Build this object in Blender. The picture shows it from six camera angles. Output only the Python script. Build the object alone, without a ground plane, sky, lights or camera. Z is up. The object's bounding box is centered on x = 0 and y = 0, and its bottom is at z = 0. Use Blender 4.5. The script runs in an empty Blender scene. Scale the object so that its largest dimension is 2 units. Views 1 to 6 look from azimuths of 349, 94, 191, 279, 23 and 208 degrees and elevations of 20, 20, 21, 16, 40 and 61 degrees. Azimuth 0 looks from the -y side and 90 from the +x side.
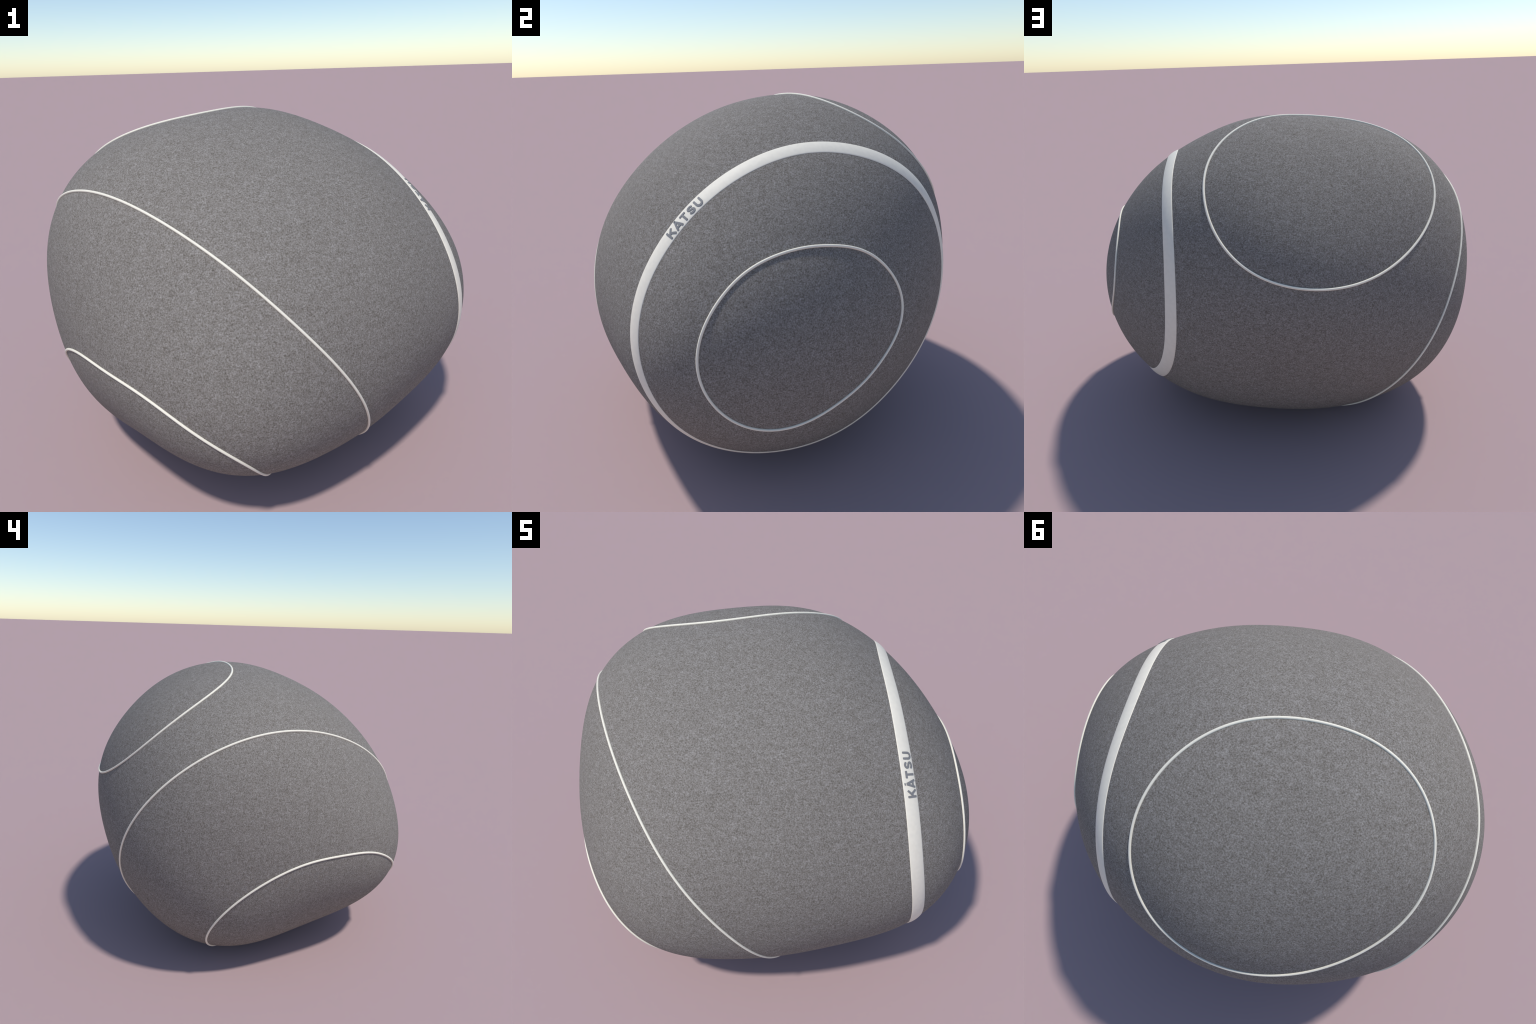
"""Felt-covered pebble: a rounded, slightly flattened stone form upholstered in
grey felt panels.  Thin white piping runs along four seams, a flat white band
runs round a fifth one and carries raised slate-grey lettering."""
import bpy, bmesh, math
import numpy as np
from mathutils import Vector

# ------------------------------------------------------------------ the form
# The stone is lofted round a spine that leaves the rounded cap on the +x side.
# Ten closed profiles, turned 18 degrees apart about the spine, each give
# the radius (m) from the heart of the stone every 15 degrees.
HEART = np.array([0.0, 0.0, 0.75])
SPINE = (0.946, 0.31, 0.094)
PROFILES = [
    [0.9540, 0.9775, 0.9699, 0.9064, 0.8410, 0.8164, 0.8198, 0.8555, 0.9128, 0.9393, 0.9308, 0.9229, 0.9373, 0.9782, 1.0112, 0.9976, 0.9576, 0.9300, 0.9156, 0.9027, 0.9001, 0.9085, 0.9175, 0.9317],
    [0.9540, 0.9884, 0.9979, 0.9487, 0.8768, 0.8428, 0.8482, 0.8904, 0.9492, 0.9600, 0.9330, 0.9230, 0.9373, 0.9760, 1.0110, 0.9983, 0.9626, 0.9433, 0.9354, 0.9244, 0.9125, 0.9055, 0.9057, 0.9218],
    [0.9540, 0.9924, 1.0085, 0.9715, 0.8961, 0.8508, 0.8476, 0.8736, 0.9171, 0.9284, 0.9158, 0.9215, 0.9373, 0.9709, 1.0100, 1.0062, 0.9707, 0.9320, 0.9096, 0.9132, 0.9136, 0.8993, 0.8934, 0.9134],
    [0.9540, 0.9907, 1.0052, 0.9740, 0.8983, 0.8456, 0.8242, 0.8228, 0.8544, 0.8835, 0.8990, 0.9222, 0.9373, 0.9622, 1.0000, 1.0030, 0.9637, 0.9084, 0.8793, 0.8846, 0.8853, 0.8780, 0.8816, 0.9077],
    [0.9540, 0.9854, 0.9945, 0.9574, 0.8685, 0.8092, 0.7840, 0.7716, 0.8074, 0.8660, 0.9037, 0.9285, 0.9373, 0.9502, 0.9750, 0.9712, 0.9250, 0.8670, 0.8417, 0.8422, 0.8383, 0.8467, 0.8705, 0.9056],
    [0.9540, 0.9780, 0.9796, 0.9349, 0.8306, 0.7595, 0.7448, 0.7505, 0.8033, 0.8873, 0.9322, 0.9406, 0.9373, 0.9371, 0.9418, 0.9238, 0.8753, 0.8200, 0.7915, 0.7905, 0.7974, 0.8223, 0.8629, 0.9076],
    [0.9540, 0.9694, 0.9617, 0.9214, 0.8352, 0.7673, 0.7626, 0.7932, 0.8547, 0.9357, 0.9696, 0.9548, 0.9373, 0.9263, 0.9135, 0.8828, 0.8329, 0.7817, 0.7499, 0.7490, 0.7706, 0.8091, 0.8619, 0.9143],
    [0.9540, 0.9601, 0.9438, 0.9127, 0.8672, 0.8230, 0.8185, 0.8513, 0.9066, 0.9732, 0.9967, 0.9669, 0.9373, 0.9200, 0.8987, 0.8623, 0.8134, 0.7669, 0.7373, 0.7374, 0.7639, 0.8091, 0.8715, 0.9261],
    [0.9540, 0.9509, 0.9319, 0.9072, 0.8849, 0.8608, 0.8561, 0.8810, 0.9289, 0.9875, 1.0081, 0.9746, 0.9373, 0.9187, 0.8997, 0.8659, 0.8227, 0.7793, 0.7485, 0.7459, 0.7720, 0.8248, 0.8953, 0.9426],
    [0.9540, 0.9415, 0.9256, 0.9083, 0.8896, 0.8724, 0.8737, 0.8995, 0.9450, 0.9952, 1.0111, 0.9780, 0.9373, 0.9207, 0.9138, 0.8944, 0.8576, 0.8132, 0.7830, 0.7774, 0.7990, 0.8588, 0.9312, 0.9610],
]

# Seams: an axis through the heart and the opening angle (degrees) of the seam
# round that axis, at sixteen even steps.
SEAMS = {
    "end_ring": ((0.946, 0.3104, 0.0937),
        [25.23, 27.66, 28.09, 26.19, 21.9, 19.51, 19.25, 20.73, 22.09, 20.99, 19.25, 17.46, 16.82, 17.49, 19.4, 21.99]),
    "band": ((0.9258, 0.3613, 0.1115),
        [47.01, 48.48, 49.15, 45.85, 41.5, 41.44, 44.0, 47.26, 48.1, 47.4, 45.66, 44.07, 43.12, 42.26, 42.64, 44.42]),
    "crown_ring": ((-0.3205, 0.5953, 0.7368),
        [31.83, 34.13, 35.89, 35.69, 34.88, 34.09, 33.77, 34.0, 34.31, 34.52, 33.06, 30.77, 29.53, 29.16, 29.36, 30.27]),
    "long_ring": ((-0.7091, -0.5188, -0.4775),
        [67.67, 65.46, 64.6, 64.41, 62.9, 64.62, 66.75, 66.12, 65.17, 63.57, 62.84, 63.52, 65.23, 66.68, 67.17, 67.97]),
    "foot_ring": ((-0.6715, -0.5135, -0.5343),
        [35.29, 35.25, 35.15, 33.02, 25.19, 26.81, 35.02, 35.13, 35.0, 33.97, 31.61, 30.04, 29.3, 30.41, 31.95, 33.87]),
}

PIPING_RADIUS = 0.0053
PIPING_LIFT = 0.0012
BAND_WIDTH = 0.063
BAND_PROUD = 0.0016        # at the edges
BAND_CROWN = 0.0036        # more in the middle


def unit(v):
    v = np.asarray(v, float)
    return v / np.linalg.norm(v, axis=-1, keepdims=True)


def frame(axis):
    a = unit(axis)
    u = unit(np.cross(a, [0.0, 0.0, 1.0]))
    return a, u, np.cross(a, u)


def periodic(samples, x):
    """Smooth closed curve through evenly spaced samples, x in radians."""
    n = len(samples)
    c = np.fft.rfft(samples) / n
    y = np.full(np.shape(x), c[0].real)
    for k in range(1, len(c)):
        w = 1.0 if (n % 2 == 0 and k == n // 2) else 2.0
        y = y + w * (c[k].real * np.cos(k * x) - c[k].imag * np.sin(k * x))
    return y


# Full (turn x polar) table on the doubled sphere: profile j runs over the pole
# and down the far side, where it is the meridian opposite.
_n_turn, _n_polar = 2 * len(PROFILES), len(PROFILES[0])
_net = np.array(PROFILES)
_net = np.vstack([_net, np.roll(_net[:, ::-1], 1, axis=1)])
_spec = np.fft.fft2(_net) / (_n_turn * _n_polar)
_kt = np.fft.fftfreq(_n_turn, 1.0 / _n_turn)
_kp = np.fft.fftfreq(_n_polar, 1.0 / _n_polar)
_SA, _SU, _SV = frame(SPINE)


def radius(d):
    """Radius of the stone along unit directions d (n, 3)."""
    d = np.asarray(d)
    polar = np.arccos(np.clip(d @ _SA, -1, 1))
    turn = np.arctan2(d @ _SV, d @ _SU)
    et = np.exp(1j * turn[:, None] * _kt)
    ep = np.exp(1j * polar[:, None] * _kp)
    return ((et @ _spec) * ep).sum(1).real


def surface(d):
    return HEART + d * radius(d)[:, None]


def normals(d):
    d = unit(d)
    t = unit(np.cross(d, np.where(np.abs(d[:, 2:3]) < 0.9, [[0, 0, 1.0]], [[1.0, 0, 0]])))
    b = np.cross(d, t)
    e = 2e-3
    pt = surface(unit(d + e * t)) - surface(unit(d - e * t))
    pb = surface(unit(d + e * b)) - surface(unit(d - e * b))
    return unit(np.cross(pt, pb))


class Seam:
    def __init__(self, axis, angles):
        self.a, self.u, self.v = frame(axis)
        self.angles = np.radians(angles)

    def direction(self, phi, extra=0.0):
        th = periodic(self.angles, phi) + extra
        return (np.cos(th)[:, None] * self.a + np.sin(th)[:, None] *
                (np.cos(phi)[:, None] * self.u + np.sin(phi)[:, None] * self.v))

    def polar(self, d):
        return (np.arccos(np.clip(d @ self.a, -1, 1)),
                np.arctan2(d @ self.v, d @ self.u))

    def side(self, d):
        """Angle outside (+) or inside (-) the seam."""
        th, phi = self.polar(d)
        return th - periodic(self.angles, phi)

    def snap(self, d, m):
        th, phi = self.polar(d[m])
        d[m] = self.direction(phi)


seams = {k: Seam(*v) for k, v in SEAMS.items()}


# ----------------------------------------------------------------- materials
def new_material(name):
    mat = bpy.data.materials.new(name)
    mat.use_nodes = True
    nt = mat.node_tree
    return mat, nt, nt.nodes["Principled BSDF"]


def node(nt, kind, **kw):
    n = nt.nodes.new(kind)
    for k, v in kw.items():
        if k in n.inputs:
            n.inputs[k].default_value = v
        else:
            setattr(n, k, v)
    return n


def ramp(nt, stops, interpolation='LINEAR'):
    r = nt.nodes.new("ShaderNodeValToRGB")
    r.color_ramp.interpolation = interpolation
    el = r.color_ramp.elements
    while len(el) < len(stops):
        el.new(0.5)
    for e, (p, c) in zip(el, stops):
        e.position = p
        e.color = (*c, 1.0)
    return r


def felt_material():
    mat, nt, bsdf = new_material("grey_felt")
    lk = nt.links.new
    co = nt.nodes.new("ShaderNodeTexCoord").outputs["Object"]
    # matted fibres: fine mottling, warm dark pits and cool pale fibres
    fine = node(nt, "ShaderNodeTexNoise", Scale=190.0, Detail=4.0, Roughness=0.6, Distortion=0.0)
    lk(co, fine.inputs["Vector"])
    mottled = ramp(nt, [(0.25, (0.094, 0.082, 0.067)), (0.5, (0.214, 0.1965, 0.1765)), (0.75, (0.338, 0.318, 0.299))])
    lk(fine.outputs["Fac"], mottled.inputs["Fac"])
    # broader, faint cloudiness of the cloth
    cloud = node(nt, "ShaderNodeTexNoise", Scale=55.0, Detail=3.0, Roughness=0.6)
    lk(co, cloud.inputs["Vector"])
    cr = ramp(nt, [(0.3, (0.89, 0.88, 0.87)), (0.7, (1.1, 1.105, 1.115))])
    lk(cloud.outputs["Fac"], cr.inputs["Fac"])
    # faint streaks where the fibres lie the same way
    lay = node(nt, "ShaderNodeMapping")
    lay.inputs["Scale"].default_value = (26.0, 26.0, 95.0)
    lay.inputs["Rotation"].default_value = (0.35, 0.25, 0.0)
    lk(co, lay.inputs["Vector"])
    streak = node(nt, "ShaderNodeTexNoise", Scale=1.0, Detail=4.0, Roughness=0.65)
    lk(lay.outputs["Vector"], streak.inputs["Vector"])
    sr = ramp(nt, [(0.3, (0.91, 0.90, 0.885)), (0.7, (1.08, 1.085, 1.095))])
    lk(streak.outputs["Fac"], sr.inputs["Fac"])
    colour = mottled.outputs["Color"]
    for layer in (cr, sr):
        mul = node(nt, "ShaderNodeMix", data_type='RGBA', blend_type='MULTIPLY')
        mul.inputs[0].default_value = 1.0
        lk(colour, mul.inputs[6])
        lk(layer.outputs["Color"], mul.inputs[7])
        colour = mul.outputs[2]
    lk(colour, bsdf.inputs["Base Color"])
    bump = node(nt, "ShaderNodeBump", Strength=0.15, Distance=0.002)
    lk(fine.outputs["Fac"], bump.inputs["Height"])
    lk(bump.outputs["Normal"], bsdf.inputs["Normal"])
    bsdf.inputs["Roughness"].default_value = 0.9
    bsdf.inputs["Specular IOR Level"].default_value = 0.12
    return mat


def plain_material(name, colour, rough, grain, scale):
    mat, nt, bsdf = new_material(name)
    lk = nt.links.new
    co = nt.nodes.new("ShaderNodeTexCoord").outputs["Object"]
    n = node(nt, "ShaderNodeTexNoise", Scale=scale, Detail=2.0)
    lk(co, n.inputs["Vector"])
    lo = tuple(c * (1 - grain) for c in colour)
    hi = tuple(min(1.0, c * (1 + grain)) for c in colour)
    r = ramp(nt, [(0.35, lo), (0.65, hi)])
    lk(n.outputs["Fac"], r.inputs["Fac"])
    lk(r.outputs["Color"], bsdf.inputs["Base Color"])
    bsdf.inputs["Roughness"].default_value = rough
    bsdf.inputs["Specular IOR Level"].default_value = 0.2
    return mat


FELT = felt_material()
PIPING = plain_material("white_piping", (0.83, 0.78, 0.655), 0.55, 0.02, 60.0)
BAND = plain_material("white_band", (0.82, 0.762, 0.645), 0.55, 0.02, 60.0)
INK = plain_material("slate_lettering", (0.222, 0.22, 0.22), 0.5, 0.02, 80.0)

# --------------------------------------------------------------------- thing
thing = bpy.data.objects.new("felt_pebble", None)
thing["label"] = "grey felt pebble-shaped pouf with white piping and lettered band"
thing["category"] = "pouf"
bpy.context.collection.objects.link(thing)


def add_mesh(name, verts, faces, mat, smooth=True, parent=None):
    me = bpy.data.meshes.new(name)
    me.from_pydata([tuple(v) for v in verts], [], [tuple(f) for f in faces])
    me.materials.append(mat)
    if smooth:
        me.polygons.foreach_set("use_smooth", [True] * len(me.polygons))
    me.update()
    ob = bpy.data.objects.new(name, me)
    bpy.context.collection.objects.link(ob)
    ob.parent = parent or thing
    return ob


# --------------------------------------------------------------- felt panels
def ball_grid(n):
    """Directions and quads of a cube blown up to a ball, n quads per edge."""
    bm = bmesh.new()
    bmesh.ops.create_cube(bm, size=2.0)
    bmesh.ops.subdivide_edges(bm, edges=bm.edges[:], cuts=n - 1, use_grid_fill=True)
    v = np.array([x.co[:] for x in bm.verts])
    f = np.array([[x.index for x in p.verts] for p in bm.faces])
    bm.free()
    return unit(np.tan(v * math.pi / 4)), f


dirs, quads = ball_grid(150)
for s in seams.values():                       # pull the nearest row onto each seam
    s.snap(dirs, np.abs(s.side(dirs)) < 0.0062)
points, norms = surface(dirs), normals(dirs)
mid = unit(dirs[quads].mean(1))
inside = {k: s.side(mid) < 0 for k, s in seams.items()}
region = np.select(
    [inside["end_ring"], inside["band"], inside["crown_ring"], inside["foot_ring"], inside["long_ring"]],
    [0, 1, 2, 3, 4], 5)
PANELS = ["end_panel", "collar_panel", "crown_panel", "foot_panel", "flank_panel", "main_panel"]
for i, name in enumerate(PANELS):
    q = quads[region == i]
    used, inv = np.unique(q, return_inverse=True)
    ob = add_mesh(name, points[used], inv.reshape(q.shape), FELT)
    ob.data.normals_split_custom_set_from_vertices([tuple(n) for n in norms[used]])


# ------------------------------------------------------------ piping and band
def even_phi(seam, count):
    """Azimuths that space points evenly along the seam."""
    p = np.linspace(-math.pi, math.pi, 2001)
    x = surface(seam.direction(p))
    s = np.concatenate([[0], np.cumsum(np.linalg.norm(np.diff(x, axis=0), axis=1))])
    return np.interp(np.arange(count) / count * s[-1], s, p), s[-1]


def sweep(name, rings, mat):
    n, m = rings.shape[:2]
    i, j = np.meshgrid(np.arange(n), np.arange(m), indexing="ij")
    a, b = i * m + j, i * m + (j + 1) % m
    c, d = ((i + 1) % n) * m + (j + 1) % m, ((i + 1) % n) * m + j
    f = np.stack([a, b, c, d], -1).reshape(-1, 4)
    return add_mesh(name, rings.reshape(-1, 3), f, mat)


def seam_frame(seam, phi):
    d = seam.direction(phi)
    c, n = surface(d), normals(d)
    t = unit(np.roll(c, -1, 0) - np.roll(c, 1, 0))
    return c, n, t, unit(np.cross(n, t))


for key in ("end_ring", "crown_ring", "long_ring", "foot_ring"):
    phi, length = even_phi(seams[key], 360)
    c, n, t, b = seam_frame(seams[key], phi)
    c = c + n * PIPING_LIFT
    w = np.arange(14) / 14 * 2 * math.pi
    rings = (c[:, None] + PIPING_RADIUS * (np.cos(w)[None, :, None] * b[:, None] +
                                           np.sin(w)[None, :, None] * n[:, None]))
    ob = sweep("piping", rings, PIPING)


def on_stone(p, lift):
    """Drop points onto the stone along the line to its heart, then lift them."""
    d = unit(p - HEART)
    return surface(d) + normals(d) * np.reshape(lift, (-1, 1))


band_phi, band_length = even_phi(seams["band"], 480)
bc, bn, bt, bb = seam_frame(seams["band"], band_phi)
half, e = BAND_WIDTH / 2, 0.0013
crown = lambda x: BAND_PROUD + BAND_CROWN * (1 - x * x)      # softly domed webbing
section = [(-half, -0.004), (-half, BAND_PROUD - e), (-half + 0.3 * e, BAND_PROUD - 0.3 * e)]
section += [(x * half, crown(x)) for x in (-0.95, -0.8, -0.6, -0.4, -0.2, 0.0)]
section += [(-x, z) for x, z in section[-2::-1]]
rings = np.stack([on_stone(bc + bb * x, np.full(len(bc), z)) for x, z in section], 1)
band = sweep("band", rings, BAND)

# ----------------------------------------------------------------- lettering
LETTER_CAP = 0.0398           # cap height
LETTER_START, LETTER_END = 1.5912, 1.409    # span of the word along the band
LETTER_BASE = 0.0236        # baseline, measured across the band from its middle
LETTER_PROUD = 0.0022


def stroke_outline(paths, width, res):
    """Closed outlines of rounded strokes, walked on a fine grid (marching squares)."""
    pad = width
    pts = np.concatenate([np.array(p) for p in paths])
    lo, hi = pts.min(0) - pad, pts.max(0) + pad
    xs, ys = np.arange(lo[0], hi[0], res), np.arange(lo[1], hi[1], res)
    gx, gy = np.meshgrid(xs, ys, indexing="ij")
    dist = np.full(gx.shape, 9.0)
    for p in paths:
        for (ax, ay), (bx, by) in zip(p[:-1], p[1:]):
            length = math.hypot(bx - ax, by - ay)
            ux, uy = (bx - ax) / length, (by - ay) / length
            along = (gx - ax) * ux + (gy - ay) * uy
            off = np.abs((gy - ay) * ux - (gx - ax) * uy)
            if len(p) == 2:           # straight bar with softly rounded corners
                soft = 0.25 * width
                qx = np.abs(along - length / 2) - (length + width) / 2 + soft
                qy = off - width / 2 + soft
                s = np.hypot(np.maximum(qx, 0), np.maximum(qy, 0)) + np.minimum(np.maximum(qx, qy), 0) - soft
            else:                     # bent stroke, round pen
                s = np.hypot(along - np.clip(along, 0, length), off) - width / 2
            dist = np.minimum(dist, s)
    f = dist
    nxt, pos = {}, {}

    def cross(i0, j0, i1, j1):
        key = (i0, j0, i1, j1) if (i0, j0) < (i1, j1) else (i1, j1, i0, j0)
        a, b = f[key[0], key[1]], f[key[2], key[3]]
        s = a / (a - b)
        pos[key] = (xs[key[0]] + s * (xs[key[2]] - xs[key[0]]), ys[key[1]] + s * (ys[key[3]] - ys[key[1]]))
        return key
    for i in range(len(xs) - 1):
        for j in range(len(ys) - 1):
            c = [(i, j), (i + 1, j), (i + 1, j + 1), (i, j + 1)]
            s = [f[q] < 0 for q in c]
            if all(s) or not any(s):
                continue
            out = [cross(*c[k], *c[(k + 1) % 4]) for k in range(4) if s[k] and not s[(k + 1) % 4]]
            inn = [cross(*c[k], *c[(k + 1) % 4]) for k in range(4) if not s[k] and s[(k + 1) % 4]]
            for a, b in zip(out, inn):
                nxt[a] = b
    loops = []
    while nxt:
        k0, k = next(iter(nxt)), None
        loop, k = [], k0
        while k in nxt:
            loop.append(pos[k])
            k = nxt.pop(k)
        loops.append(loop)
    return loops


def arc(cx, cy, rx, ry, a0, a1, n=10):
    return [(cx + rx * math.cos(math.radians(a0 + (a1 - a0) * i / n)),
             cy + ry * math.sin(math.radians(a0 + (a1 - a0) * i / n))) for i in range(n + 1)]


W = 0.21         # stroke width as a part of the cap height
h0, h1 = W / 2, 1 - W / 2
LETTERS = [      # (left edge, strokes) in cap heights
    (0.0, [[(h0, h0), (h0, h1)], [(h0 + 0.1, 0.42), (0.68, h1)], [(0.37, 0.57), (0.73, h0)]]),
    (0.99, [[(h0, h0), (0.385, h1)], [(0.485, h1), (0.87 - h0, h0)], [(0.25, 0.27), (0.62, 0.27)]]),
    (2.01, [[(h0, h1), (0.75 - h0, h1)], [(0.375, h1), (0.375, h0)]]),
    (2.95, [arc(0.40, 0.70, 0.265, 0.185, 35, 195, 10) + [(0.20, 0.57), (0.58, 0.45)]
            + arc(0.39, 0.30, 0.285, 0.185, 25, -150, 10)]),
    (3.94, [[(h0, 0.42), (h0, h1)], arc(0.41, 0.41, 0.41 - h0, 0.41 - h0, 180, 360, 14),
            [(0.82 - h0, 0.42), (0.82 - h0, h1)]]),
]
ACCENT = (0.99, [[(0.375, 1.165), (0.495, 1.18)]])
TOTAL = 4.76

arc_s = np.concatenate([[0], np.cumsum(np.linalg.norm(np.diff(np.vstack([bc, bc[:1]]), axis=0), axis=1))])


def on_band(x, y, lift):
    """x along the word (0..TOTAL cap heights), y above the baseline."""
    s = LETTER_START + (LETTER_END - LETTER_START) * x / TOTAL
    idx = np.interp(s % arc_s[-1], arc_s, np.arange(len(arc_s)))
    i = np.floor(idx).astype(int)
    fr = (idx - i)[:, None]
    i0, i1 = i % len(bc), (i + 1) % len(bc)
    c = bc[i0] * (1 - fr) + bc[i1] * fr
    b = unit(bb[i0] * (1 - fr) + bb[i1] * fr)
    return on_stone(c + b * (LETTER_BASE + -1 * LETTER_CAP * y)[:, None], lift)


def raised(name, left, paths, width, parent=None):
    bm = bmesh.new()
    edges = []
    for loop in stroke_outline(paths, width, 0.022):
        vs = [bm.verts.new((x + left, y, 0)) for x, y in loop]
        edges += [bm.edges.new((vs[k], vs[(k + 1) % len(vs)])) for k in range(len(vs))]
    bmesh.ops.triangle_fill(bm, edges=edges, use_beauty=True)
    up = [f for f in bm.faces]
    ext = bmesh.ops.extrude_face_region(bm, geom=up)
    for v in [g for g in ext["geom"] if isinstance(g, bmesh.types.BMVert)]:
        v.co.z = 1.0
    bmesh.ops.recalc_face_normals(bm, faces=bm.faces)
    bm.verts.index_update()
    flat = np.array([v.co[:] for v in bm.verts])
    faces = [[v.index for v in f.verts] for f in bm.faces]
    bm.free()
    across = (LETTER_BASE + -1 * LETTER_CAP * flat[:, 1]) / half
    lift = crown(across) + np.where(flat[:, 2] > 0.5, LETTER_PROUD, -0.001)
    if False:
        faces = [f[::-1] for f in faces]
    return add_mesh(name, on_band(flat[:, 0], flat[:, 1], lift), faces, INK, smooth=False, parent=band)


for left, paths in LETTERS:
    raised("letter", left, paths, W)
raised("accent", ACCENT[0], ACCENT[1], 0.115)
